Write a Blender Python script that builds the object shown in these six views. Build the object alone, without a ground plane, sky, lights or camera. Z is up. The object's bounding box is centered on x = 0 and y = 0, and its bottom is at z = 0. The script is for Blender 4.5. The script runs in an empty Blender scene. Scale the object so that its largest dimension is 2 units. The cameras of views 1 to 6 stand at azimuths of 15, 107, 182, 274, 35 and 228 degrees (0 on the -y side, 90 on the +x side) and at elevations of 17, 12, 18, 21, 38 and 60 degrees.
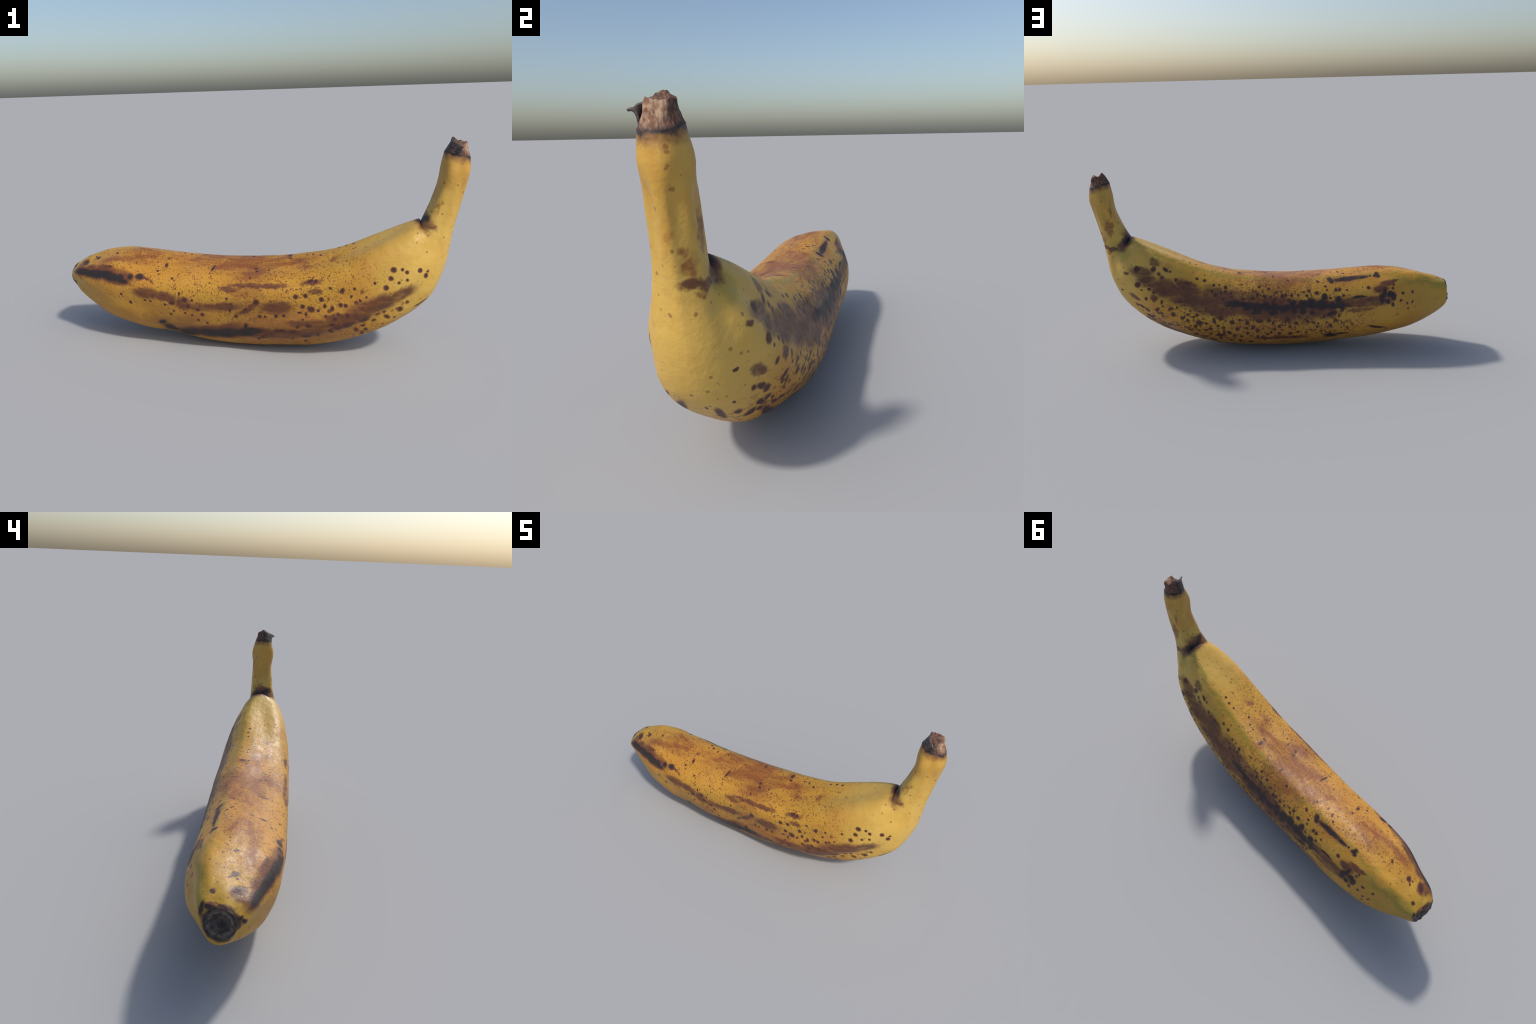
"""A ripe, spotted banana lying on its back curve with the stalk pointing up.

The skin is one loft: oval, softly five-sided cross-sections strung along a bent spine from the blossom end
(station 0) to the collar of the stalk (last station).  A point of the skin is named by (station, angle): angle 0 is
the inner (upper) curve, 90 the +y flank, 180 the outer curve, 270 the -y flank.  The bruises and sugar spots are
placed by the same two coordinates and drawn by the material as warped ellipsoids in object space.
"""
import math
import random

import bmesh
import bpy
import numpy as np
from mathutils import Matrix, Vector, noise

random.seed(4)

# ------------------------------------------------------------------------------------------------ the loft
# spine x, y, z | tilt of the section, yaw slope | mean radius | lobes in mm: (cos, sin) of 2, 3, 4, 5 and 6 theta
STATIONS = np.array([
    (-0.993, -0.008, 0.318,  0.15, -0.07,  0.0570,  0.0, 0.0, 0.0, 0.0, 0.0, 0.0, 0.0, 0.0, 0.0, 0.0),
    (-0.978, -0.005, 0.312,  0.06, -0.00,  0.0761,  0.5, 2.1, -9.4, 3.8, 0.6, 1.5, 1.3, -2.2, -1.5, -2.0),
    (-0.932, -0.007, 0.311,  0.16, -0.02,  0.1022,  3.2, 1.9, -9.8, 4.8, -1.5, 3.8, 1.5, 1.5, 1.0, -3.6),
    (-0.843, -0.008, 0.293,  0.11, -0.02,  0.1409,  3.9, 1.0, -3.6, 5.2, -1.9, 6.0, -1.2, 3.7, -2.4, -2.1),
    (-0.733, -0.012, 0.282,  0.20, -0.02,  0.1790,  2.9, 0.0, -3.1, 3.0, -2.0, 6.2, -0.2, 1.8, -1.0, -0.1),
    (-0.607, -0.013, 0.261,  0.07, 0.00,  0.1968,  4.9, 0.6, -2.1, -1.1, 0.8, 5.3, 0.8, 3.7, 3.0, -0.9),
    (-0.505, -0.011, 0.249,  0.09, 0.01,  0.2024,  5.6, -1.6, -2.3, -0.3, -0.5, 5.9, 0.9, 2.1, 2.6, -1.2),
    (-0.402, -0.011, 0.241,  0.08, 0.01,  0.2036,  4.4, -3.4, -2.5, 1.9, -0.8, 3.8, -0.0, 1.8, 1.7, 0.0),
    (-0.285, -0.010, 0.228,  0.07, 0.01,  0.2081,  5.3, -1.3, -4.2, 0.5, -1.3, 3.7, -1.7, 1.8, 0.4, 1.3),
    (-0.169, -0.008, 0.221,  0.12, 0.03,  0.2107,  7.0, -0.1, -6.2, -0.9, -2.6, 4.9, -0.9, 3.3, -0.0, 1.2),
    (-0.054, -0.002, 0.219,  0.05, 0.04,  0.2115,  6.9, -1.9, -6.5, -2.2, -4.6, 7.6, 0.8, 4.7, -0.7, 1.1),
    (0.054, 0.001, 0.220,  -0.02, 0.02,  0.2132,  5.9, -1.5, -4.9, -1.8, -7.0, 8.2, 0.2, 5.3, 1.6, 2.4),
    (0.171, 0.002, 0.228,  -0.09, -0.00,  0.2158,  6.2, -1.7, -3.4, -0.4, -6.0, 6.0, -0.7, 4.0, 2.3, 2.4),
    (0.292, 0.001, 0.241,  -0.20, -0.02,  0.2160,  6.6, -1.8, -2.7, -0.2, -1.1, 4.9, -2.8, 6.0, 0.9, 3.2),
    (0.466, -0.004, 0.285,  -0.24, -0.01,  0.2101,  8.7, -1.5, -0.1, -2.6, -0.7, 2.3, -3.6, 7.3, 0.2, 2.6),
    (0.630, -0.002, 0.359,  -0.26, 0.02,  0.1971,  14.8, -5.7, -0.4, -1.7, -1.1, 2.8, -3.1, 7.6, -6.1, 2.8),
    (0.769, 0.004, 0.456,  -0.42, 0.01,  0.1656,  16.8, -5.3, -2.9, -1.5, -0.6, 3.0, -2.1, 4.5, -3.9, 2.4),
    (0.851, 0.004, 0.549,  -0.51, -0.07,  0.1149,  17.6, -5.8, -1.9, -0.1, -0.3, -0.4, 0.1, 1.9, 0.3, 2.7),
    (0.857, -0.000, 0.579,  -0.79, -0.02,  0.0840,  10.4, -11.8, 0.5, 4.4, -1.6, 1.9, 0.5, 1.3, 0.7, -1.0),
    (0.879, 0.009, 0.684,  -0.99, 0.05,  0.0667,  2.0, -3.2, -3.7, 2.6, 1.1, -0.1, -0.4, 1.2, 1.1, 0.3),
    (0.900, 0.010, 0.754,  -1.24, 0.02,  0.0594,  0.4, -2.9, -1.7, 5.5, -0.8, 2.3, -3.1, 1.0, 1.7, -1.1),
    (0.915, 0.012, 0.811,  -1.39, -0.00,  0.0576,  -0.3, -2.0, -2.1, 4.4, -0.1, 1.7, -2.8, 1.5, 1.5, -0.1),
    (0.932, 0.009, 0.888,  -1.49, -0.02,  0.0620,  0.6, -2.5, -2.9, 0.3, 0.6, 0.7, 2.2, 1.4, -0.0, -0.1),
    (0.932, 0.009, 0.957,  -1.36, -0.01,  0.0525,  3.5, 0.0, 0.0, 0.0, 0.0, 0.0, 0.0, 0.0, 0.0, 0.0),
])
LOBES = (2, 3, 4, 5, 6)
LAST = len(STATIONS) - 1
# long ridges of the peel: (angle at the blossom end, angle at the neck, height in mm, width in degrees, first, last)
RIDGES = ((26, 16, 3.8, 7, 1.2, 17.2), (300, 303, 3.0, 8, 2.0, 15.0), (168, 160, 2.2, 9, 15.5, 22.2),
          (232, 226, 1.5, 11, 1.0, 5.0))

FULLNESS = ((14.7, 234, -17.0, 1.3, 16), (12.2, 256, 11.0, 1.2, 13), (13.0, 224, -6.0, 1.3, 13), (15.0, 55, 9.0, 1.0, 16), (14.8, 118, 9.0, 1.0, 15),
            (1.8, 92, -8.0, 0.9, 28), (18.3, 222, 7.0, 1.6, 22), (20.6, 53, 3.0, 1.3, 30),
            (5.75, 222, -4.0, 0.5, 10), (5.0, 236, -3.0, 0.6, 8))


def hermite(table, t):
    slope = np.gradient(table, axis=0)
    i = np.clip(np.floor(t).astype(int), 0, len(table) - 2)
    f = (t - i)[:, None]
    return ((2 * f**3 - 3 * f**2 + 1) * table[i] + (f**3 - 2 * f**2 + f) * slope[i]
            + (-2 * f**3 + 3 * f**2) * table[i + 1] + (f**3 - f**2) * slope[i + 1])


def smooth(x, lo, hi):
    x = np.clip((x - lo) / (hi - lo), 0, 1)
    return x * x * (3 - 2 * x)


def skin(t, theta, relief=True):
    """Points of the skin on the grid t x theta (theta in radians)."""
    q = hermite(STATIONS, t)
    tilt, yaw, r = q[:, 3], q[:, 4], q[:, 5:6] + 0 * theta
    for n, k in enumerate(LOBES):
        r = r + 0.001 * (q[:, 6 + 2 * n, None] * np.cos(k * theta) + q[:, 7 + 2 * n, None] * np.sin(k * theta))
    if relief:
        for a0, a1, high, wide, first, last in RIDGES:
            along = np.clip((t - first) / (last - first), 0, 1)
            fade = smooth(t, first, first + 1.2) * (1 - smooth(t, last - 1.2, last))
            off = (np.degrees(theta)[None] - (a0 + (a1 - a0) * along)[:, None] + 180) % 360 - 180
            near = np.exp(-(off / wide) ** 2) - 0.25 * np.exp(-(off / (2.2 * wide)) ** 2)
            r = r + 0.001 * high * fade[:, None] * near
    up = np.stack([np.sin(tilt), 0 * tilt, np.cos(tilt)], -1)
    ahead = np.stack([np.cos(tilt), 0 * tilt, -np.sin(tilt)], -1)
    side = np.stack([0 * tilt, 1 + 0 * tilt, 0 * tilt], -1) - yaw[:, None] * ahead
    side /= np.linalg.norm(side, axis=1, keepdims=True)
    return q[:, None, :3] + r[..., None] * (np.cos(theta)[None, :, None] * up[:, None] + np.sin(theta)[None, :, None] * side[:, None])


def frame(t, degrees):
    """Centre, direction along the fruit, direction around it, normal: at one named point of the skin."""
    a, e = math.radians(degrees), 0.03
    p = skin(np.array([max(t - e, 0), t, min(t + e, LAST)]), np.array([a - e, a, a + e]))
    along, around = Vector(p[2, 1] - p[0, 1]).normalized(), Vector(p[1, 2] - p[1, 0])
    around = (around - along * around.dot(along)).normalized()
    return Vector(p[1, 1]), along, around, along.cross(around)


def spread(marks):
    """Breaks a long mark into overlapping pieces, so that it follows the bend of the fruit."""
    for t, angle, *size in marks:
        if len(size) == 1 or size[0] < 90 or abs(size[2]) > 50:
            yield t, angle, *size
            continue
        count = math.ceil(size[0] / 55)
        here = skin(np.array([t - 0.2, t + 0.2]), np.radians([angle, angle + 10]), relief=False)
        per_station = np.linalg.norm(here[1, 0] - here[0, 0]) / 0.4 * 1000
        per_degree = np.linalg.norm(here[0, 1] - here[0, 0]) / 10 * 1000
        for i in range(count):
            u = ((2 * i + 1) / count - 1) * size[0]
            turn = math.radians(size[2])
            wide = size[1] * math.sqrt(max(0.15, 1 - (u / size[0]) ** 2))
            yield (t + u * math.cos(turn) / per_station, angle + u * math.sin(turn) / per_degree,
                   max(1.9 * size[0] / count, wide), min(wide, 1.9 * size[0] / count), size[2])


# ------------------------------------------------------------------------------------------------ the marks
# Each mark is (station, angle, radius mm) or (station, angle, half length mm, half width mm, turn from lengthwise).
SPOTS_ON_TOP = [
    (1.77, 19, 10.5), (2.20, 328, 32.2, 18.7, -36), (2.68, 353, 9.9, 5.7, -55), (2.71, 340, 7.1, 5.1, -59),
    (2.88, 345, 17.2, 10.8, -51), (2.93, 346, 16.2, 9.3, -72), (3.74, 355, 6.8), (3.79, 352, 6.7),
    (3.94, 315, 12.2, 5.5, -14), (6.38, 319, 6.8), (6.64, 346, 9.5, 4.9, -55), (6.70, 331, 15.2, 9.8, -82),
    (6.88, 17, 8.9, 6.7, -81), (7.15, 11, 11.8, 7.0, -61), (7.23, 310, 6.7), (7.50, 8, 8.5, 6.0, -79),
    (8.06, 12, 7.9, 6.1, -65), (8.14, 30, 12.6, 7.3, -47), (8.74, 337, 27.0, 5.4, 89), (9.56, 26, 8.6),
    (10.41, 17, 7.2), (10.42, 14, 8.9, 6.8, -58), (10.70, 319, 8.9, 4.9, -53), (10.84, 342, 10.1),
    (10.94, 335, 11.6, 7.4, -48), (11.53, 336, 8.4, 5.3, -61), (12.38, 11, 17.7, 11.1, 86), (12.45, 3, 11.4, 7.8, -22),
    (13.17, 7, 6.2), (13.37, 6, 6.8), (13.39, 311, 16.8, 10.0, 15), (13.53, 310, 12.2, 9.1, 39), (13.58, 1, 6.8),
    (13.60, 360, 8.4, 6.0, -12), (14.08, 11, 7.9), (14.29, 12, 7.9), (14.49, 11, 7.9),
]

SPOTS_ON_FAR_FLANK = [
    (3.50, 62, 11.0, 6.8, 87), (3.58, 82, 9.5, 5.2, 57), (3.83, 83, 8.0, 6.4, 86), (3.84, 93, 6.2), (3.94, 63, 9.2),
    (4.10, 76, 8.4), (4.29, 48, 6.8), (4.37, 53, 8.5), (4.49, 80, 12.9, 9.4, -86), (5.07, 54, 9.7), (5.60, 47, 10.9),
    (6.77, 48, 6.4), (6.99, 56, 9.4), (7.15, 46, 10.7), (7.28, 87, 9.2, 6.3, 85), (7.33, 46, 10.7), (7.46, 94, 10.4),
    (7.62, 58, 9.4, 7.1, -6), (7.74, 45, 6.4), (7.80, 39, 7.2), (7.99, 85, 12.2, 7.9, 85), (8.23, 48, 11.9),
    (8.54, 94, 11.9, 7.3, -6), (8.57, 44, 10.3), (8.68, 51, 9.5), (8.81, 46, 7.1), (8.84, 90, 20.6, 9.1, -42),
    (9.07, 94, 6.4), (9.11, 50, 7.9, 6.3, 86), (9.17, 82, 10.6, 7.1, 88), (9.36, 93, 12.0), (9.43, 50, 8.7),
    (9.61, 57, 11.9), (9.76, 49, 11.0), (9.78, 86, 16.7), (9.94, 50, 11.5), (10.22, 44, 6.7),
    (10.31, 54, 11.9, 7.9, 89), (10.43, 57, 10.3), (10.49, 91, 15.4, 7.9, 73), (10.56, 51, 9.5, 6.3, -74),
    (10.68, 39, 9.5), (10.70, 87, 14.2, 11.1, 1), (10.90, 50, 10.7), (11.09, 49, 6.3), (11.15, 88, 23.6, 12.8, -4),
    (11.18, 36, 8.7), (11.26, 48, 12.9, 9.5, -86), (11.48, 54, 9.4), (11.69, 92, 13.1), (11.95, 56, 10.7),
    (12.05, 88, 9.4), (12.08, 34, 6.4), (12.39, 92, 14.8), (12.57, 53, 9.9), (12.63, 48, 9.2), (12.90, 87, 15.1),
    (12.91, 47, 12.7, 8.8, 83), (12.93, 40, 13.2, 9.5, -78), (12.93, 58, 10.3), (13.06, 49, 7.9),
    (13.11, 93, 20.8, 9.7, -66), (13.19, 38, 6.4), (13.24, 54, 13.9), (13.36, 40, 8.8), (13.37, 49, 10.8),
    (13.66, 90, 10.4), (13.67, 36, 10.0), (13.74, 94, 9.6), (13.91, 36, 9.5), (13.93, 93, 8.0), (14.06, 45, 6.4),
    (14.18, 46, 9.1), (14.24, 78, 9.0), (14.27, 55, 11.5), (14.31, 88, 6.8), (14.35, 47, 6.3),
    (14.41, 60, 7.8, 5.7, 42), (14.47, 93, 11.8, 8.4, 2), (14.54, 47, 11.8), (14.76, 50, 7.1), (14.79, 39, 7.8),
    (14.83, 90, 13.1, 7.2, -67), (14.96, 39, 18.9, 10.2, -11), (15.01, 52, 14.6), (15.15, 49, 13.4), (15.15, 83, 8.1),
    (15.33, 82, 10.2, 7.8, 13), (15.36, 55, 6.5), (15.38, 46, 16.2), (15.56, 91, 6.5), (15.58, 59, 7.2),
    (15.68, 84, 8.6, 6.3, -52), (15.74, 88, 16.4), (15.85, 55, 7.1, 5.5, 32), (15.97, 63, 18.4),
]

SPOTS_LOW_ON_FAR_FLANK = [
    (4.83, 130, 9.3, 5.2, -62), (6.93, 113, 11.0, 4.2, 56), (7.18, 100, 6.4), (7.72, 102, 13.4, 10.7, -89),
    (7.89, 96, 6.8), (8.17, 111, 8.9), (8.29, 96, 6.4), (8.36, 102, 10.2, 7.1, 89), (8.48, 108, 6.8), (8.68, 108, 7.2),
    (8.96, 112, 10.3, 7.2, -88), (9.34, 110, 9.2), (9.56, 122, 22.1, 7.0, 3), (9.67, 98, 11.9, 8.7, -89),
    (9.71, 112, 13.0), (10.19, 97, 11.2), (10.22, 111, 11.5), (10.41, 116, 7.4), (10.44, 102, 9.6), (10.61, 108, 8.6),
    (10.78, 111, 10.0), (10.99, 116, 11.2), (11.23, 116, 13.0, 8.8, 89), (11.23, 104, 13.1),
    (11.44, 99, 16.8, 9.6, 68), (11.50, 115, 7.6), (11.54, 129, 16.2, 11.5, 4), (11.68, 110, 10.0), (11.73, 101, 9.6),
    (11.94, 117, 10.3), (11.97, 127, 11.9), (12.11, 103, 12.8), (12.23, 117, 11.3), (12.37, 128, 14.8, 10.7, 10),
    (12.47, 111, 13.0), (12.72, 102, 11.2, 7.1, 89), (12.80, 127, 12.5), (12.83, 119, 28.9, 14.3, 12),
    (12.95, 100, 8.4), (13.06, 137, 24.5, 15.6, -6), (13.11, 136, 20.9, 12.4, 12), (13.17, 121, 11.4, 8.4, 10),
    (13.19, 108, 12.1), (13.32, 113, 16.6, 8.8, 16), (13.35, 100, 9.7), (13.38, 135, 25.4, 13.4, 14),
    (13.53, 118, 12.0, 7.5, 69), (13.56, 102, 20.0), (13.62, 135, 17.6, 13.8, 80), (13.65, 110, 15.2, 10.0, 75),
    (13.79, 112, 6.1), (13.82, 123, 16.3, 9.9, 6), (13.91, 103, 10.9), (14.09, 102, 12.2),
    (14.16, 149, 114.2, 22.8, -15), (14.21, 123, 11.4), (14.39, 102, 15.2), (14.42, 128, 13.4), (14.57, 114, 6.6),
    (14.66, 133, 16.2, 10.5, 7), (14.74, 112, 8.6), (14.77, 96, 7.3), (14.85, 130, 11.3, 7.2, 2),
    (14.93, 108, 21.4, 12.6, 78), (15.03, 142, 18.2, 10.2, 3), (15.04, 131, 13.0), (15.15, 137, 26.7, 10.7, 9),
    (15.20, 148, 20.6), (15.25, 125, 18.2, 13.3, -20), (15.35, 101, 13.1, 9.6, 84), (15.43, 126, 24.6, 11.5, 10),
    (15.47, 153, 17.5, 11.4, -1), (15.57, 165, 54.8, 11.0, -5), (15.59, 131, 13.6, 8.8, -2),
    (15.77, 149, 7.5, 5.5, -9), (15.85, 171, 10.5, 4.2, -3), (16.21, 130, 6.3), (16.24, 132, 8.7, 6.4, 38),
]

SPOTS_ON_NEAR_FLANK = [
    (4.74, 276, 7.0), (5.15, 265, 10.0), (5.97, 274, 6.8), (6.25, 274, 6.8), (7.01, 272, 7.7), (7.27, 258, 7.3),
    (7.35, 277, 17.7, 12.1, 20), (7.42, 265, 6.7), (7.65, 292, 9.4, 6.9, -85), (7.89, 284, 15.1), (7.92, 265, 6.7),
    (8.05, 276, 12.3), (8.21, 263, 6.2), (8.21, 285, 8.0), (8.46, 273, 10.4), (8.49, 256, 7.6), (8.66, 266, 10.4),
    (8.87, 252, 7.1), (9.67, 292, 6.4), (9.82, 276, 13.4, 6.1, 82), (9.86, 285, 7.3), (10.07, 266, 10.2),
    (10.56, 278, 9.6), (11.05, 231, 12.5, 8.5, 24), (11.10, 289, 16.2), (11.20, 268, 10.6),
    (11.23, 234, 12.5, 9.2, 28), (11.44, 268, 8.2), (11.91, 269, 10.9), (11.99, 248, 37.0, 12.2, 4), (12.26, 270, 9.5),
    (12.40, 231, 11.4, 8.6, 13), (12.53, 247, 20.8, 13.7, 10), (12.76, 255, 13.0, 9.8, 8), (12.81, 220, 14.7, 9.2, 79),
    (12.90, 295, 12.0), (12.92, 234, 27.3, 19.3, -6), (12.92, 274, 9.9, 5.3, -5), (12.98, 264, 8.1),
    (13.06, 282, 11.6), (13.11, 255, 17.2, 12.3, 0), (13.12, 271, 10.5, 6.7, 75), (13.21, 295, 11.5),
    (13.26, 235, 23.8, 9.9, 73), (13.28, 277, 20.2, 14.3, -41), (13.45, 274, 8.0), (13.59, 288, 11.5),
    (13.60, 264, 8.0), (13.61, 239, 20.8, 13.7, -78), (13.63, 278, 9.8), (13.70, 251, 17.5, 8.3, -10),
    (13.77, 227, 9.6, 6.0, 87), (13.79, 273, 14.6, 9.5, 72), (13.80, 258, 13.1, 9.6, -10),
    (13.82, 241, 19.3, 14.7, 30), (13.86, 299, 7.4), (13.91, 263, 9.8), (14.01, 275, 11.5),
    (14.04, 243, 29.7, 20.9, -3), (14.12, 258, 12.4), (14.13, 272, 10.2), (14.14, 293, 15.4, 10.6, 47),
    (14.20, 226, 22.6, 13.1, -88), (14.20, 244, 13.0, 9.6, -26), (14.29, 213, 18.8, 12.3, 70),
    (14.31, 282, 7.7, 5.5, 69), (14.42, 219, 14.8, 10.3, -90), (14.43, 291, 6.6), (14.48, 240, 32.4, 20.0, -6),
    (14.50, 272, 6.2), (14.72, 229, 16.3), (14.84, 237, 17.3, 12.2, -20), (14.95, 288, 7.3),
    (15.02, 225, 20.4, 12.2, -65), (15.19, 230, 13.6), (15.19, 274, 13.1), (15.36, 225, 16.9), (15.38, 283, 11.6),
    (15.52, 292, 14.0), (15.55, 270, 8.0), (15.57, 228, 12.6), (15.68, 195, 63.8, 15.7, -17), (15.75, 285, 7.3),
    (15.78, 265, 7.4), (15.84, 277, 9.2), (15.86, 207, 39.1, 7.8, -25), (16.25, 262, 11.1),
    (16.35, 242, 14.3, 10.6, 68), (16.47, 245, 7.5),
]

BLACK_BAND = [
    (11.28, 65, 102.0, 20.4, -4), (9.28, 67, 90.0, 18.0, 1), (7.85, 69, 96.1, 19.6, -5), (8.08, 67, 47.1, 31.3, -5),
    (12.41, 63, 49.5, 22.7, 3), (11.25, 67, 37.3, 28.2, 1), (9.91, 70, 37.3, 24.2, -2), (10.39, 67, 29.4),
    (10.86, 66, 28.3), (8.88, 64, 30.6, 22.7, -3), (11.72, 66, 26.4), (8.50, 62, 29.4, 23.5, -3),
    (6.15, 60, 39.6, 7.9, 2), (7.58, 70, 25.4), (9.39, 73, 23.6), (4.96, 67, 29.7, 18.2, 80),
    (11.31, 75, 31.4, 16.0, 2), (7.11, 72, 29.7, 16.5, 84), (10.47, 75, 29.5, 15.8, -1), (7.61, 82, 31.4, 14.3, 16),
    (4.51, 62, 26.7, 16.5, -7), (8.96, 74, 20.8), (9.41, 62, 20.7), (4.82, 58, 29.9, 13.2, 79), (7.26, 62, 19.5),
    (4.42, 67, 21.5, 16.8, 79), (7.89, 56, 21.6, 16.5, 83), (8.52, 77, 16.2), (4.70, 73, 15.8),
]

BLACK_STREAK = [
    (9.29, 234, 178.9, 39.4, 7), (3.39, 299, 135.4, 26.0, -1), (8.00, 225, 83.6, 37.3, 33),
    (3.13, 299, 117.7, 23.2, 5), (4.19, 298, 82.5, 25.1, -1), (10.76, 244, 73.4, 22.0, 6),
    (7.13, 226, 41.3, 31.7, -29), (6.73, 29, 83.8, 14.6, 4), (18.29, 27, 39.8, 19.1, -59),
    (18.45, 344, 40.4, 17.7, -70), (4.65, 300, 27.5, 21.7, -2), (4.77, 296, 38.1, 14.6, 3),
    (7.75, 122, 37.7, 12.9, -6), (5.31, 117, 48.9, 9.2, -29), (5.59, 306, 23.6, 17.6, -6), (6.78, 238, 24.8, 14.7, 33),
    (7.73, 126, 33.3, 10.5, -8), (5.84, 28, 29.9, 10.4, 4), (7.26, 122, 39.5, 7.5, -2), (5.12, 304, 16.7),
    (7.52, 30, 19.6, 13.5, -49), (7.56, 28, 19.2, 13.3, -48), (0.72, 50, 28.4, 8.3, -66), (5.14, 26, 18.9, 10.1, 42),
    (5.11, 25, 15.9, 11.3, 77), (10.52, 250, 16.0, 10.5, 77), (8.73, 337, 24.9, 5.7, 85), (0.53, 34, 14.2, 9.4, 33),
    (0.86, 281, 14.8, 7.9, -38), (5.05, 29, 10.4), (0.59, 293, 12.3, 7.3, 9), (5.03, 28, 12.6, 7.1, -23),
    (0.03, 301, 11.4, 5.4, -28), (5.46, 27, 5.5),
]

BROWN_STAIN = [
    (11.06, 66, 392.6, 80.7, -8), (13.90, 70, 190.0, 61.4, -10), (12.23, 242, 255.9, 39.8, 2),
    (8.50, 233, 180.4, 42.1, 17), (14.05, 71, 165.6, 43.1, 6), (15.00, 254, 138.3, 50.7, -12),
    (14.91, 70, 126.3, 51.6, 4), (13.64, 253, 182.0, 29.4, -8), (3.53, 305, 110.3, 43.8, -3),
    (11.29, 60, 196.9, 23.5, 2), (8.91, 64, 157.1, 27.4, -3), (5.87, 69, 108.5, 38.0, -2), (12.64, 76, 129.7, 29.5, 5),
    (13.46, 71, 86.4, 43.2, 12), (14.25, 255, 110.7, 33.2, -10), (12.00, 282, 86.8, 37.8, 1),
    (4.64, 303, 88.9, 36.6, -4), (9.09, 279, 101.0, 28.8, 6), (6.04, 285, 82.0, 31.9, 2), (18.45, 338, 78.6, 30.8, 48),
    (10.12, 121, 121.2, 19.3, -3), (6.95, 284, 83.5, 27.8, -4), (15.76, 62, 73.8, 30.3, 26),
    (7.85, 279, 52.5, 37.0, -9), (18.29, 35, 66.5, 29.2, -60), (18.39, 341, 68.5, 26.7, -88),
    (4.55, 294, 83.2, 21.7, 6), (11.14, 308, 106.7, 16.9, -1), (2.05, 321, 45.9, 35.9, -80),
    (2.17, 303, 58.1, 23.9, -71), (4.97, 51, 50.1, 26.8, 5), (15.85, 67, 50.6, 25.7, 17), (11.11, 84, 70.9, 16.4, -1),
    (10.66, 279, 67.8, 17.0, 34), (6.17, 81, 82.3, 13.6, 1), (3.70, 313, 61.1, 18.3, -3), (18.54, 351, 49.7, 22.1, 81),
    (4.58, 43, 49.6, 20.5, 1), (15.49, 72, 31.4), (18.59, 5, 40.9, 21.2, 74), (9.67, 303, 53.7, 16.0, -4),
    (13.44, 309, 60.7, 13.9, -1), (15.43, 36, 31.5, 23.5, -3), (18.46, 301, 36.2, 19.8, 85),
    (13.48, 298, 39.5, 15.8, -8), (15.75, 117, 32.2, 19.1, 11), (0.89, 357, 60.3, 10.0, 82), (15.11, 91, 24.4),
    (18.72, 141, 34.3, 15.9, 81), (18.45, 105, 36.0, 14.3, 87), (5.76, 305, 45.1, 10.8, -2),
    (15.68, 115, 31.8, 14.0, 5), (17.49, 47, 27.4, 15.6, 87), (4.22, 40, 26.6, 8.0, -1), (10.05, 81, 15.7, 12.1, -2),
    (16.29, 86, 17.0, 9.9, 52),
]

FAINT_STAIN = [
    (10.34, 354, 240.5, 107.5, -79), (10.61, 350, 141.4, 56.0, 21), (8.41, 0, 112.6, 59.6, 52),
    (4.71, 345, 131.7, 49.7, 14), (9.93, 2, 105.7, 58.5, 34), (9.55, 357, 106.6, 48.4, 39),
    (8.13, 359, 107.5, 42.3, 39), (8.78, 14, 100.8, 41.3, 37), (8.18, 6, 74.8, 53.6, 40), (5.07, 350, 66.4, 49.2, -66),
    (5.07, 344, 66.4, 48.8, 40), (12.35, 351, 107.4, 29.5, 13), (8.10, 358, 73.3, 36.2, 24),
    (9.68, 345, 77.3, 32.5, 22), (5.03, 3, 67.8, 36.5, -3), (11.95, 3, 62.3, 38.6, 42), (8.14, 3, 69.8, 33.5, 38),
    (4.22, 336, 71.9, 29.7, 12), (8.34, 4, 69.3, 24.5, 27), (13.19, 341, 50.0, 31.5, -11),
    (11.09, 333, 47.5, 32.0, 11), (19.70, 89, 46.6, 18.3, -18), (10.93, 340, 34.2, 19.7, 19),
    (10.42, 23, 31.7, 17.1, 4), (13.99, 345, 35.2, 14.9, 66), (19.03, 135, 28.0, 17.1, -18),
    (19.64, 73, 32.9, 14.3, -50), (9.59, 303, 44.0, 10.1, 3), (20.94, 44, 31.3, 12.3, -21),
    (6.28, 304, 23.4, 12.1, -40), (19.44, 291, 24.2, 9.7, -1), (18.43, 124, 17.5, 11.9, 66),
    (20.06, 161, 17.8, 10.8, -18), (12.05, 313, 22.8, 8.0, -23), (19.49, 139, 16.3, 10.8, -6),
]

SPOTS = SPOTS_ON_TOP + SPOTS_ON_FAR_FLANK + SPOTS_LOW_ON_FAR_FLANK + SPOTS_ON_NEAR_FLANK


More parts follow.
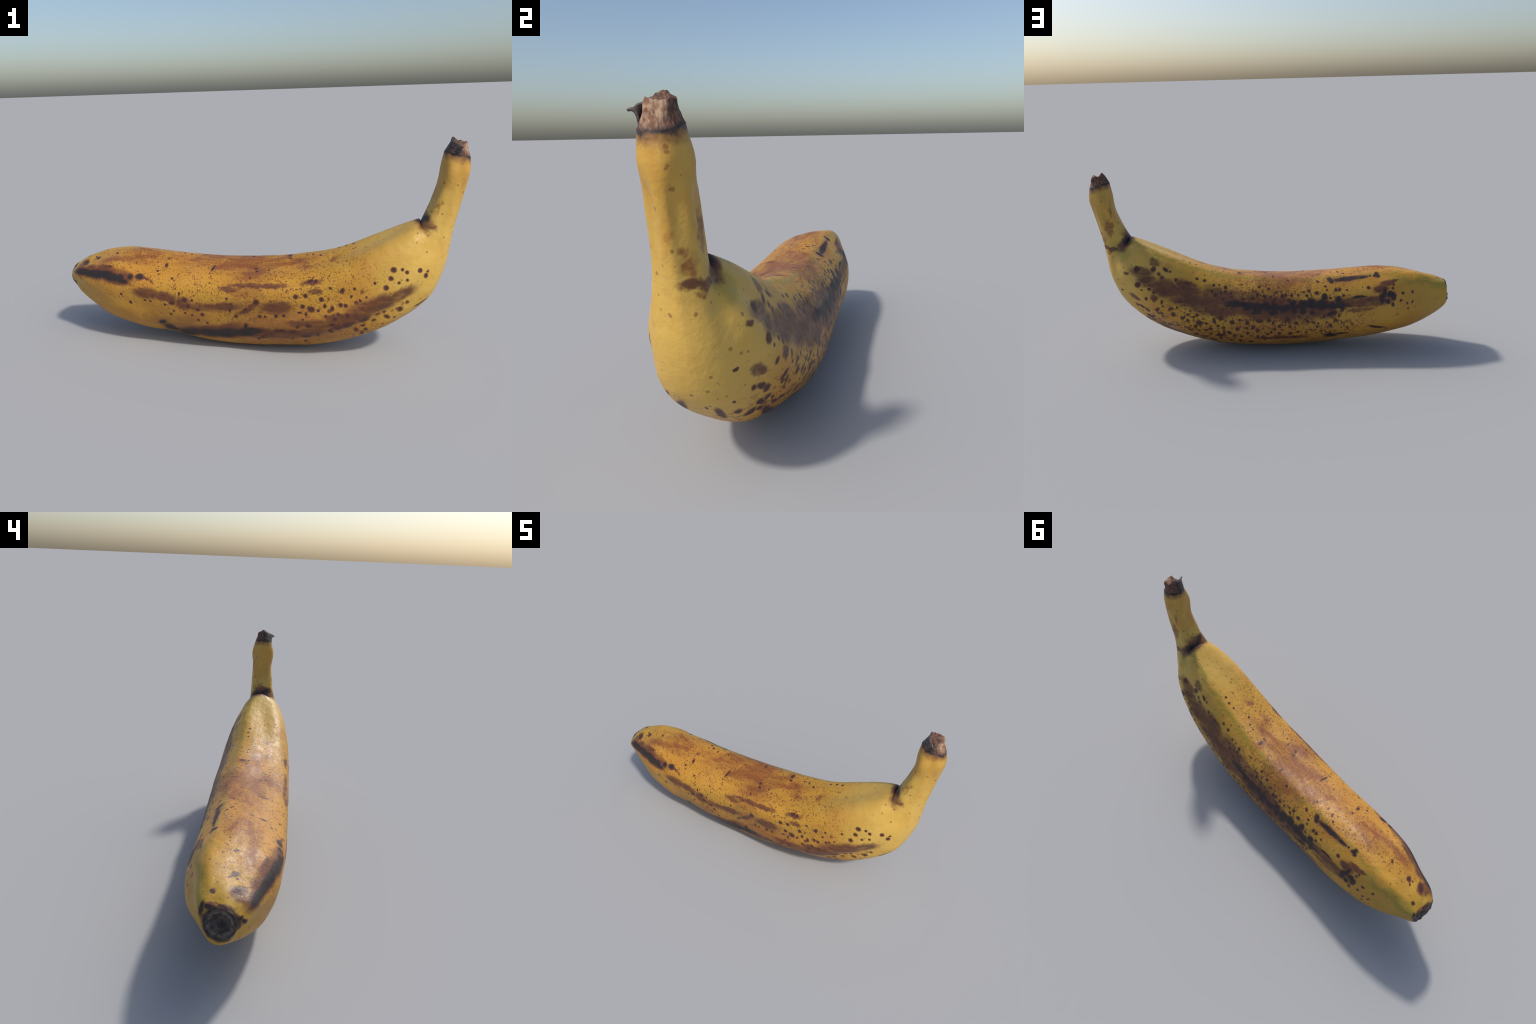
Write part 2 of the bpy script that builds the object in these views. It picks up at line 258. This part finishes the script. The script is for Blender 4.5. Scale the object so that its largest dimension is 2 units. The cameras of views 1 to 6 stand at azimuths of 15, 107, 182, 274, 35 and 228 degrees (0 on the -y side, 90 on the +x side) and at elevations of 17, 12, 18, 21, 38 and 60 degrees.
# ------------------------------------------------------------------------------------------------ node helpers
class Nodes:
    def __init__(self, name):
        self.material = bpy.data.materials.new(name)
        self.material.use_nodes = True
        self.tree = self.material.node_tree
        self.tree.nodes.clear()
        self.place = self.add("ShaderNodeTexCoord").outputs["Object"]

    def add(self, kind, **settings):
        node = self.tree.nodes.new(kind)
        for key, value in settings.items():
            setattr(node, key, value)
        return node

    def put(self, value, socket):
        if isinstance(value, bpy.types.NodeSocket):
            self.tree.links.new(value, socket)
        elif value is not None:
            socket.default_value = (*value, 1.0) if getattr(socket, "type", "") == "RGBA" and len(value) == 3 else value

    def math(self, op, a, b=None, c=None, clamp=False):
        node = self.add("ShaderNodeMath", operation=op, use_clamp=clamp)
        for value, socket in zip((a, b, c), node.inputs):
            self.put(value, socket)
        return node.outputs[0]

    def vector(self, op, a, b=None, c=None, scale=None):
        node = self.add("ShaderNodeVectorMath", operation=op)
        self.put(a, node.inputs[0])
        self.put(b, node.inputs[1])
        self.put(c, node.inputs[2]) if c is not None else None
        if scale is not None:
            self.put(scale, node.inputs["Scale"])
        return node.outputs["Value"] if op in ("LENGTH", "DISTANCE", "DOT_PRODUCT") else node.outputs["Vector"]

    def fit(self, value, lo, hi, to_lo=0.0, to_hi=1.0, smooth=True):
        node = self.add("ShaderNodeMapRange", interpolation_type="SMOOTHSTEP" if smooth else "LINEAR")
        for v, socket in zip((value, lo, hi, to_lo, to_hi), node.inputs):
            self.put(v, socket)
        return node.outputs["Result"]

    def mix(self, factor, a, b):
        node = self.add("ShaderNodeMix", data_type="RGBA")
        self.put(factor, node.inputs["Factor"])
        self.put(a, node.inputs["A"])
        self.put(b, node.inputs["B"])
        return node.outputs[2]

    def noise(self, scale, detail=3.0, rough=0.5, place=None, colour=False):
        node = self.add("ShaderNodeTexNoise")
        self.put(place or self.place, node.inputs["Vector"])
        node.inputs["Scale"].default_value, node.inputs["Detail"].default_value, node.inputs["Roughness"].default_value = scale, detail, rough
        return node.outputs["Color" if colour else "Fac"]

    def stretched(self, scale, turn=(0, 0, 0)):
        node = self.add("ShaderNodeMapping")
        self.put(self.place, node.inputs["Vector"])
        node.inputs["Rotation"].default_value, node.inputs["Scale"].default_value = turn, scale
        return node.outputs[0]

    def warped(self, scale, amount, place=None):
        shift = self.vector("SUBTRACT", self.noise(scale, 2.0, 0.6, colour=True), (0.5, 0.5, 0.5))
        return self.vector("ADD", place or self.place, self.vector("SCALE", shift, scale=amount))

    def nearest(self, marks, place, grow=1.0):
        """Distance to the nearest mark, 1 on its outline."""
        best, ovals = None, 0
        for t, angle, *size in sorted(spread(marks), key=len):
            centre, along, around, out = frame(t, angle)
            if len(size) == 1:
                d = self.math("MULTIPLY", self.vector("DISTANCE", place, tuple(centre)), 1000 / (size[0] * grow))
            else:
                ovals += 1
                if ovals % 4 == 0:  # lets the renderer finish these before it starts the next: its stack is small
                    place = self.vector("MULTIPLY_ADD", best, (1e-7, 1e-7, 1e-7), place)
                turn = math.radians(size[2])
                u = along * math.cos(turn) + around * math.sin(turn)
                v = out.cross(u)
                ellipsoid = self.add("ShaderNodeMapping", vector_type="TEXTURE")
                self.put(place, ellipsoid.inputs["Vector"])
                ellipsoid.inputs["Location"].default_value = centre
                ellipsoid.inputs["Rotation"].default_value = Matrix((u, v, out)).transposed().to_euler()
                long, wide = size[0] * grow / 1000, size[1] * grow / 1000
                ellipsoid.inputs["Scale"].default_value = (long, wide, max(0.6 * long, 2 * wide))
                d = self.vector("LENGTH", ellipsoid.outputs[0])
            best = d if best is None else self.math("MINIMUM", best, d)
        return best

    def zone(self, centre, radii, inner=0.6, outer=1.2):
        away = self.vector("MULTIPLY", self.vector("SUBTRACT", self.place, centre), tuple(1 / r for r in radii))
        return self.fit(self.vector("LENGTH", away), inner, outer, 1.0, 0.0)

    def freckles(self, scale, size, share, place):
        """Small round specks: a Voronoi cell carries one with the given share, of random size."""
        node = self.add("ShaderNodeTexVoronoi")
        self.put(place, node.inputs["Vector"])
        node.inputs["Scale"].default_value = scale
        parts = self.add("ShaderNodeSeparateColor")
        self.put(node.outputs["Color"], parts.inputs[0])
        radius = self.math("MULTIPLY_ADD", self.math("POWER", parts.outputs[0], 2.0), 0.7 * size, 0.3 * size)
        has = self.math("LESS_THAN", parts.outputs[1], share)
        inside = self.fit(self.math("SUBTRACT", node.outputs["Distance"], radius), -0.08, 0.05, 1.0, 0.0)
        return self.math("MULTIPLY", inside, has)

    def finish(self, colour, roughness, bumps=(), specular=0.5):
        shader = self.add("ShaderNodeBsdfPrincipled")
        self.put(colour, shader.inputs["Base Color"])
        self.put(roughness, shader.inputs["Roughness"])
        shader.inputs["Specular IOR Level"].default_value = specular
        normal = None
        for height, distance in bumps:
            bump = self.add("ShaderNodeBump")
            bump.inputs["Strength"].default_value, bump.inputs["Distance"].default_value = 1.0, distance
            self.put(height, bump.inputs["Height"])
            self.put(normal, bump.inputs["Normal"])
            normal = bump.outputs[0]
        self.put(normal, shader.inputs["Normal"])
        self.put(shader.outputs[0], self.add("ShaderNodeOutputMaterial").inputs[0])
        return self.material


# ------------------------------------------------------------------------------------------------ peel material
YELLOW, ORANGE, PALE, OLIVE = (0.53, 0.280, 0.030), (0.50, 0.228, 0.028), (0.62, 0.39, 0.080), (0.31, 0.245, 0.030)
RUST, BROWN, UMBER, BLACK = (0.235, 0.072, 0.019), (0.140, 0.044, 0.019), (0.060, 0.021, 0.016), (0.026, 0.019, 0.017)


def peel_material():
    n = Nodes("spotted_banana_peel")
    wobble = n.warped(55.0, 0.009)
    ragged = n.warped(130.0, 0.010, n.warped(38.0, 0.026))
    drift = n.warped(14.0, 0.10)

    # ground colour
    broad = n.noise(3.2, 3.0)
    colour = n.mix(n.fit(broad, 0.40, 0.62), YELLOW, ORANGE)
    top = n.zone((-0.20, -0.06, 0.42), (0.72, 0.24, 0.12), 0.5, 1.25)
    colour = n.mix(n.math("MULTIPLY", top, 0.55), colour, ORANGE)
    shoulder = n.zone((0.86, 0.0, 0.45), (0.34, 0.26, 0.34), 0.55, 1.3)
    colour = n.mix(n.math("MULTIPLY", shoulder, n.fit(n.noise(9.0, 3.0), 0.25, 0.6, 0.65, 1.0)), colour, PALE)
    stem = n.zone((0.92, 0.0, 0.80), (0.16, 0.16, 0.22), 0.7, 1.1)
    colour = n.mix(n.math("MULTIPLY", stem, 0.6), colour, (0.57, 0.365, 0.075))
    stalk = n.zone((0.93, 0.0, 0.82), (0.12, 0.12, 0.16), 0.7, 1.1)
    colour = n.mix(n.math("MULTIPLY", stalk, n.fit(n.noise(20.0, 3.0, place=n.stretched((1, 1, 0.35))), 0.42, 0.62, 0.0, 0.40)), colour, ORANGE)
    tip = n.zone((-0.93, 0.03, 0.30), (0.20, 0.20, 0.20), 0.5, 1.2)
    colour = n.mix(n.math("MULTIPLY", tip, 0.35), colour, (0.47, 0.33, 0.035))
    green = n.nearest([(5.0 + 1.45 * k, 27 - k, 100, 15, 2) for k in range(9)] + [(2.6, 40, 150, 26, 0), (1.9, 48, 80, 24, 0), (17.0, 55, 70, 40, 0)], drift)
    colour = n.mix(n.fit(green, 0.5, 1.4, 0.60, 0.0), colour, OLIVE)
    mottle = n.noise(26.0, 4.0, 0.6)
    colour = n.mix(n.fit(mottle, 0.52, 0.75, 0.0, 0.30), colour, (0.44, 0.20, 0.03))
    colour = n.mix(n.fit(n.noise(7.0, 2.0), 0.55, 0.75, 0.0, 0.25), colour, PALE)

    # washed-out rust stains, broken into streaks
    grain = n.noise(16.0, 5.0, 0.65, place=n.stretched((0.45, 1.6, 1.6)))
    faint = n.nearest(FAINT_STAIN, drift)
    colour = n.mix(n.math("MULTIPLY", n.fit(faint, 0.35, 1.45, 1.0, 0.0), n.fit(grain, 0.34, 0.60, 0.30, 0.90)), colour, RUST)

    blush = n.zone((-0.22, -0.02, 0.43), (0.62, 0.20, 0.09), 0.5, 1.2)
    colour = n.mix(n.math("MULTIPLY", blush, n.fit(n.noise(9.0, 5.0, 0.6, place=n.stretched((0.6, 1.3, 1.3))), 0.42, 0.68, 0.0, 0.55)), colour, RUST)

    # pin-prick freckles: dense on the sunny half, sparser on the shoulder
    sunny = n.zone((-0.12, -0.10, 0.40), (0.84, 0.26, 0.24), 0.75, 1.1)
    specks = n.math("MAXIMUM", n.freckles(66.0, 0.46, 0.26, wobble), n.freckles(112.0, 0.55, 0.50, wobble))
    fine = n.math("MULTIPLY", n.freckles(200.0, 0.60, 0.80, n.place), n.fit(n.noise(11.0, 2.0), 0.38, 0.56, 0.1, 0.85))
    colour = n.mix(n.math("MULTIPLY", n.math("MULTIPLY", n.math("MAXIMUM", specks, fine), sunny), 0.85), colour, (0.155, 0.046, 0.018))
    flanks = n.zone((0.10, 0.06, 0.20), (0.76, 0.32, 0.26), 0.68, 1.06)
    dots = n.math("MAXIMUM", n.freckles(56.0, 0.60, 0.66, wobble), n.freckles(88.0, 0.62, 0.72, wobble))
    colour = n.mix(n.math("MULTIPLY", n.math("MULTIPLY", dots, flanks), 0.88), colour, (0.13, 0.042, 0.018))

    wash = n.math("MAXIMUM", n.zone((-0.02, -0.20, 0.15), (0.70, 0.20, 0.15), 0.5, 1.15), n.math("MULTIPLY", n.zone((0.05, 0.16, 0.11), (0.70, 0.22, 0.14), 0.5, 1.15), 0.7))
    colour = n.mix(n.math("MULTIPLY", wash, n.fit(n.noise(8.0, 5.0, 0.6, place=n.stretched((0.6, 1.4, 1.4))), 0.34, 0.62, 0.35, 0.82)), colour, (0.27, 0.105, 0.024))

    clusters = n.math("MAXIMUM", n.zone((0.16, 0.17, 0.20), (0.74, 0.17, 0.22), 0.70, 1.05), n.zone((0.60, -0.19, 0.24), (0.30, 0.12, 0.17), 0.55, 1.10))
    colour = n.mix(n.math("MULTIPLY", n.math("MULTIPLY", n.freckles(41.0, 0.50, 0.50, wobble), clusters), 0.92), colour, (0.085, 0.029, 0.017))

    colour = n.mix(n.math("MULTIPLY", n.freckles(70.0, 0.50, 0.14, wobble), 0.6), colour, (0.19, 0.062, 0.018))

    # brown stains, sugar spots, the black bruise band and streaks
    stain = n.nearest(BROWN_STAIN, ragged)
    stain_mask = n.math("MULTIPLY", n.fit(stain, 0.55, 1.25, 1.0, 0.0), n.fit(grain, 0.28, 0.55, 0.60, 0.97))
    colour = n.mix(stain_mask, colour, n.mix(n.fit(n.noise(34.0, 3.0), 0.35, 0.68), (0.150, 0.050, 0.019), (0.105, 0.034, 0.017)))
    spot = n.nearest(SPOTS, wobble)
    colour = n.mix(n.fit(spot, 0.72, 1.34, 0.94, 0.0), colour, BROWN)
    colour = n.mix(n.fit(spot, 0.48, 1.04, 0.88, 0.0), colour, UMBER)
    band = n.nearest(BLACK_BAND, ragged, 1.12)
    colour = n.mix(n.fit(band, 0.70, 1.28, 0.96, 0.0), colour, BROWN)
    colour = n.mix(n.fit(band, 0.50, 1.06, 0.95, 0.0), colour, n.mix(n.fit(n.noise(30.0), 0.4, 0.65), (0.036, 0.018, 0.017), BLACK))
    streak = n.nearest(BLACK_STREAK, n.warped(90.0, 0.008, wobble))
    colour = n.mix(n.fit(streak, 0.75, 1.55, 0.95, 0.0), colour, BROWN)
    colour = n.mix(n.fit(streak, 0.55, 1.08, 0.97, 0.0), colour, BLACK)

    # scorched rims beside the blossom scar and under the dried collar
    rim = n.math("ADD", n.vector("DISTANCE", n.place, (-1.02, -0.010, 0.320)), n.math("MULTIPLY", n.noise(40.0, 2.0), 0.020))
    colour = n.mix(n.fit(rim, 0.079, 0.094, 0.97, 0.0), colour, (0.060, 0.026, 0.016))
    parts = n.add("ShaderNodeSeparateXYZ")
    n.put(n.place, parts.inputs[0])
    tall = n.math("ADD", n.math("MULTIPLY_ADD", parts.outputs["X"], 0.26, parts.outputs["Z"]), n.math("MULTIPLY", n.noise(45.0, 3.0), 0.040))
    colour = n.mix(n.fit(tall, 1.180, 1.215, 0.0, 0.80), colour, (0.150, 0.055, 0.025))
    colour = n.mix(n.fit(tall, 1.207, 1.221, 0.0, 1.0), colour, (0.028, 0.022, 0.024))

    dark = n.fit(n.math("MINIMUM", band, streak), 0.7, 1.1, 0.06, 0.0)
    rough = n.math("ADD", n.fit(n.noise(30.0, 3.0), 0.3, 0.7, 0.42, 0.54), dark)
    return n.finish(colour, rough, ((n.noise(17.0, 2.0), 0.0025), (n.noise(46.0, 3.0), 0.0016), (n.noise(120.0, 3.0), 0.0008)), specular=0.42)


def husk_material():
    n = Nodes("dried_stalk_husk")
    fibres = n.noise(1.0, 5.0, 0.65, place=n.stretched((150.0, 150.0, 34.0), (0.0, 0.15, 0.0)))
    blotch = n.noise(48.0, 3.0)
    colour = n.mix(n.fit(fibres, 0.36, 0.66), (0.060, 0.030, 0.022), (0.25, 0.125, 0.075))
    fresh = n.zone((0.985, 0.008, 0.990), (0.042, 0.050, 0.040), 0.55, 1.2)
    tan = n.mix(n.fit(blotch, 0.42, 0.62), (0.46, 0.295, 0.185), (0.22, 0.105, 0.060))
    colour = n.mix(n.math("MULTIPLY", fresh, n.fit(fibres, 0.25, 0.55, 0.45, 1.0)), colour, tan)
    parts = n.add("ShaderNodeSeparateXYZ")
    n.put(n.place, parts.inputs[0])
    tall = n.math("ADD", n.math("MULTIPLY_ADD", parts.outputs["X"], 0.26, parts.outputs["Z"]), n.math("MULTIPLY", blotch, 0.022))
    colour = n.mix(n.fit(tall, 1.208, 1.222, 0.95, 0.0), colour, (0.022, 0.018, 0.021))
    side = n.zone((0.915, -0.050, 0.975), (0.050, 0.040, 0.050), 0.6, 1.15)
    colour = n.mix(n.math("MULTIPLY", side, 0.9), colour, (0.030, 0.026, 0.028))
    return n.finish(colour, n.fit(blotch, 0.3, 0.7, 0.55, 0.75), ((fibres, 0.004),), specular=0.35)


def flap_material():
    n = Nodes("curled_black_husk")
    streaks = n.noise(1.0, 4.0, 0.6, place=n.stretched((60.0, 60.0, 160.0)))
    colour = n.mix(n.fit(streaks, 0.40, 0.66), (0.024, 0.020, 0.020), (0.12, 0.075, 0.060))
    parts = n.add("ShaderNodeSeparateXYZ")
    n.put(n.place, parts.inputs[0])
    rim = n.math("SUBTRACT", parts.outputs["Z"], n.math("MULTIPLY_ADD", parts.outputs["X"], -1.05, 1.965))
    colour = n.mix(n.fit(rim, -0.004, 0.012, 0.0, 0.6), colour, (0.17, 0.13, 0.115))
    return n.finish(colour, 0.48, ((streaks, 0.003),), specular=0.45)


def scar_material():
    n = Nodes("blossom_scar")
    off = n.vector("DISTANCE", n.warped(60.0, 0.012), (-0.993, -0.008, 0.318))
    colour = n.mix(n.fit(n.noise(50.0, 4.0, 0.65), 0.36, 0.66), (0.016, 0.014, 0.014), (0.085, 0.060, 0.048))
    ring = n.math("MULTIPLY", n.fit(off, 0.032, 0.042), n.fit(off, 0.044, 0.052, 1.0, 0.0))
    colour = n.mix(n.math("MULTIPLY", ring, n.fit(n.noise(70.0, 3.0), 0.35, 0.6, 0.2, 0.9)), colour, (0.17, 0.125, 0.10))
    colour = n.mix(n.fit(off, 0.004, 0.022, 0.8, 0.0), colour, (0.008, 0.008, 0.010))
    return n.finish(colour, 0.55, ((n.noise(75.0, 4.0), 0.005),), specular=0.4)


# ------------------------------------------------------------------------------------------------ geometry
def make(name, points, faces, material, parent, normals=None):
    mesh = bpy.data.meshes.new(name)
    mesh.from_pydata([tuple(map(float, p)) for p in points], [], faces)
    mesh.materials.append(material)
    mesh.polygons.foreach_set("use_smooth", [True] * len(mesh.polygons))
    mesh.update()
    if normals is not None:
        mesh.normals_split_custom_set_from_vertices([tuple(map(float, v)) for v in normals])
    thing = bpy.data.objects.new(name, mesh)
    bpy.context.collection.objects.link(thing)
    thing.parent = parent
    return thing


AROUND = 168


def build():
    banana = bpy.data.objects.new("banana", None)
    banana["label"] = "ripe curved banana with brown sugar spots and black bruises"
    banana["category"] = "fruit"
    bpy.context.collection.objects.link(banana)

    # the skin, dense enough to carry dents and ridges
    theta = np.arange(AROUND) * 2 * np.pi / AROUND
    t = np.unique(np.concatenate([np.linspace(0, 3, 50), np.linspace(3, 16, 200), np.linspace(16, LAST, 130)]))
    p = skin(t, theta)
    # the flanks of the stalk flow softly into the shoulder; only the inner corner of the bend stays sharp
    inner = abs((np.degrees(theta) + 180) % 360 - 180)
    soft = (smooth(t, 16.2, 17.4) * (1 - smooth(t, 19.4, 21.0)))[:, None] * (0.04 + 0.96 * smooth(inner, 8, 50))[None]
    for _ in range(260):
        p[1:-1] += 0.5 * soft[1:-1, :, None] * (0.5 * (p[:-2] + p[2:]) - p[1:-1])
    along, around = np.gradient(p, axis=0), np.roll(p, -1, 1) - np.roll(p, 1, 1)
    normal = np.cross(along, around)
    normal /= np.linalg.norm(normal, axis=2, keepdims=True)
    if (normal * (p - p.mean(1, keepdims=True))).sum() < 0:
        normal = -normal
    ease = smooth(t, 0.0, 0.6) * (1 - smooth(t, LAST - 0.4, LAST))
    for i in range(len(t)):
        for j in range(AROUND):
            v = Vector(p[i, j])
            lump = 0.0009 * noise.noise(v * 11.0) + 0.0006 * noise.noise(v * 32.0) + 0.0007 * noise.noise(Vector((v.x * 3, v.y * 22, v.z * 9)))
            p[i, j] += normal[i, j] * lump * ease[i]
    # local fullness (+) and hollows (-) in mm: station, angle, height, reach in stations, reach in degrees
    for t0, a0, high, long, wide in FULLNESS:
        off = (np.degrees(theta)[None] - a0 + 180) % 360 - 180
        p += normal * (0.001 * high * np.exp(-((t[:, None] - t0) / long) ** 2 - (off / wide) ** 2))[..., None]
    p += np.array((-0.0050, 0.0010, 0)) * smooth(t, 20.5, 22.5)[:, None, None] * (1 - smooth(t, LAST - 1, LAST))[:, None, None]
    # the rim of the blossom scar is nicked on the far side
    notch = (np.degrees(theta)[None] - 78 + 180) % 360 - 180
    p[..., 0] += 0.004 * np.exp(-(notch / 38) ** 2) * (1 - smooth(t, 0.0, 1.0))[:, None]
    p[..., 2] -= p[..., 2].min()

    along, around = np.gradient(p, axis=0), np.roll(p, -1, 1) - np.roll(p, 1, 1)
    normal = np.cross(along, around)
    normal /= np.linalg.norm(normal, axis=2, keepdims=True)
    outward = (normal * (p - p.mean(1, keepdims=True))).sum() > 0
    normal = normal if outward else -normal

    peel_skin, husk, black_husk, scar = peel_material(), husk_material(), flap_material(), scar_material()

    def tube(first, last):
        rows = last - first
        quads = [(i * AROUND + j, i * AROUND + (j + 1) % AROUND, (i + 1) * AROUND + (j + 1) % AROUND, (i + 1) * AROUND + j) for i in range(rows) for j in range(AROUND)]
        return [f[::-1] for f in quads] if outward else quads

    neck = int(np.argmin(abs(t - 18.2)))
    for name, first, last in (("peel", 0, neck), ("stalk", neck, len(t) - 1)):
        make(name, p[first:last + 1].reshape(-1, 3), tube(first, last), peel_skin, banana, normal[first:last + 1].reshape(-1, 3))

    # blossom scar: a raised lip, then a dished, wrinkled black disc
    rim = p[0]
    middle = rim.mean(0)
    outside = np.cross(rim[AROUND // 4] - middle, rim[0] - middle)
    outside *= -np.sign(outside[0]) / np.linalg.norm(outside)
    rings, points = ((1.0, 0.0), (0.985, 0.001), (0.94, 0.0012), (0.88, 0.0), (0.80, -0.002), (0.68, -0.002), (0.52, -0.005), (0.36, -0.006), (0.18, -0.009), (0.05, -0.011)), []
    for share, rise in rings:
        for j in range(AROUND):
            v = middle + (rim[j] - middle) * share
            rough = 0.0 if share == 1.0 else 0.0032 * noise.noise(Vector(v) * 55.0) + 0.0016 * math.sin(9 * theta[j] + 6 * share) * share
            points.append(v + outside * (rise + rough))
    points.append(middle - outside * 0.011)
    faces = [(i * AROUND + j, i * AROUND + (j + 1) % AROUND, (i + 1) * AROUND + (j + 1) % AROUND, (i + 1) * AROUND + j) for i in range(len(rings) - 1) for j in range(AROUND)]
    base = (len(rings) - 1) * AROUND
    faces += [(base + j, base + (j + 1) % AROUND, len(points) - 1) for j in range(AROUND)]
    make("blossom_scar", points, faces, scar, banana)

    # the broken, dried end of the stalk: the collar narrows to a torn rim around a sunken top
    collar = p[-1]
    torn_rim = np.array([(0.909, 0.014, 1.029), (0.916, 0.036, 1.015), (0.938, 0.043, 1.011), (0.961, 0.035, 1.007),
                         (0.969, 0.014, 1.007), (0.962, -0.008, 1.014), (0.942, -0.017, 1.001), (0.918, -0.008, 1.024)])
    lift = np.arange(AROUND) * 8 / AROUND
    i, f = np.floor(lift).astype(int), (lift % 1)[:, None]
    f = f * f * (3 - 2 * f) * 0.5 + f * 0.5
    top = torn_rim[i % 8] * (1 - f) + torn_rim[(i + 1) % 8] * f
    pit = np.array((0.938, 0.010, 1.006))
    points = []
    stages = 22
    for k in range(stages + 1):
        s = k / stages
        waist = 0.30 * math.sin(math.pi * s) * (1 - s)
        for j in range(AROUND):
            v = collar[j] * (1 - s) + top[j] * s
            axis = np.array((0.938, 0.008, v[2]))
            v = v + (axis - v) * waist * 0.35
            w = Vector(v)
            rough = 0.0035 * noise.noise(w * 42.0) + 0.0024 * noise.noise(Vector((w.x * 160, w.y * 160, w.z * 22)))
            rough += 0.0015 * math.sin(5 * theta[j] + 3 * s) * s
            out = v - axis
            v = v + out / (np.linalg.norm(out) + 1e-6) * rough * min(1, 4 * s)
            v[2] += 0.0022 * noise.noise(w * 70.0) * s
            points.append(v)
    outer = points[-AROUND:]
    for share, sink in ((0.88, 0.001), (0.70, -0.001), (0.50, -0.003), (0.28, -0.003), (0.10, -0.004)):
        for j in range(AROUND):
            v = pit + (outer[j] - pit) * share
            v = v + np.array((0, 0, sink + 0.005 * noise.noise(Vector(v) * 60.0)))
            points.append(v)
    points.append(pit - np.array((0, 0, 0.010)))
    rows = len(points) // AROUND
    faces = [(a * AROUND + j, a * AROUND + (j + 1) % AROUND, (a + 1) * AROUND + (j + 1) % AROUND, (a + 1) * AROUND + j) for a in range(rows - 1) for j in range(AROUND)]
    faces += [((rows - 1) * AROUND + j, (rows - 1) * AROUND + (j + 1) % AROUND, len(points) - 1) for j in range(AROUND)]
    stub = make("dried_stalk_end", points, [f[::-1] for f in faces] if outward else faces, husk, banana)

    # the black husk on the near side, peeled off the core, its torn edge curling outwards
    foot = [frame_at(p[-1], a) for a in np.linspace(352, 262, 25)]
    edge_line = np.array([(0.909, 0.008, 1.025), (0.913, -0.011, 1.021), (0.922, -0.030, 1.010), (0.936, -0.046, 0.998), (0.947, -0.058, 0.987)])
    wall_line = np.array([(0.898, 0.000, 1.006), (0.901, -0.018, 1.004), (0.910, -0.032, 1.000), (0.926, -0.039, 0.996), (0.944, -0.039, 0.992)])
    points, across, upward, thick = [], 25, 15, 0.006
    sheet = np.zeros((across, upward, 3))
    for a in range(across):
        s = a / (across - 1) * 4
        k, f = min(int(s), 3), s - min(int(s), 3)
        edge, wall = edge_line[k] * (1 - f) + edge_line[k + 1] * f, wall_line[k] * (1 - f) + wall_line[k + 1] * f
        for b in range(upward):
            u = b / (upward - 1)
            v = foot[a] * (1 - u) ** 2 + wall * 2 * u * (1 - u) * 1.0 + edge * u * u
            v = v + np.array((0, 0, 0.0025 * noise.noise(Vector(v) * 80.0) * u))
            sheet[a, b] = v
    n_sheet = np.cross(np.gradient(sheet, axis=0), np.gradient(sheet, axis=1))
    n_sheet /= np.linalg.norm(n_sheet, axis=2, keepdims=True) + 1e-9
    if (n_sheet[:, 5] * (sheet[:, 5] - np.array((0.938, 0.008, 0.98)))).sum() < 0:
        n_sheet = -n_sheet
    front, back = sheet + n_sheet * 0.001, sheet - n_sheet * thick
    points = np.concatenate([front.reshape(-1, 3), back.reshape(-1, 3)])
    size, cell = across * upward, lambda a, b: a * upward + b
    faces = [(cell(a, b), cell(a + 1, b), cell(a + 1, b + 1), cell(a, b + 1)) for a in range(across - 1) for b in range(upward - 1)]
    faces += [tuple(v + size for v in f[::-1]) for f in faces]
    border = [cell(a, 0) for a in range(across)] + [cell(across - 1, b) for b in range(1, upward)] + [cell(a, upward - 1) for a in range(across - 2, -1, -1)] + [cell(0, b) for b in range(upward - 2, 0, -1)]
    faces += [(a, a + size, b + size, b) for a, b in zip(border, border[1:] + border[:1])]
    flap = make("curled_husk_flap", points, faces, black_husk, banana)
    for thing in (stub, flap):
        mesh = bmesh.new()
        mesh.from_mesh(thing.data)
        bmesh.ops.recalc_face_normals(mesh, faces=mesh.faces)
        mesh.to_mesh(thing.data)
        mesh.free()


def frame_at(ring, degrees):
    k = degrees / 360 * len(ring)
    i, f = int(k) % len(ring), k % 1
    return ring[i] * (1 - f) + ring[(i + 1) % len(ring)] * f


build()
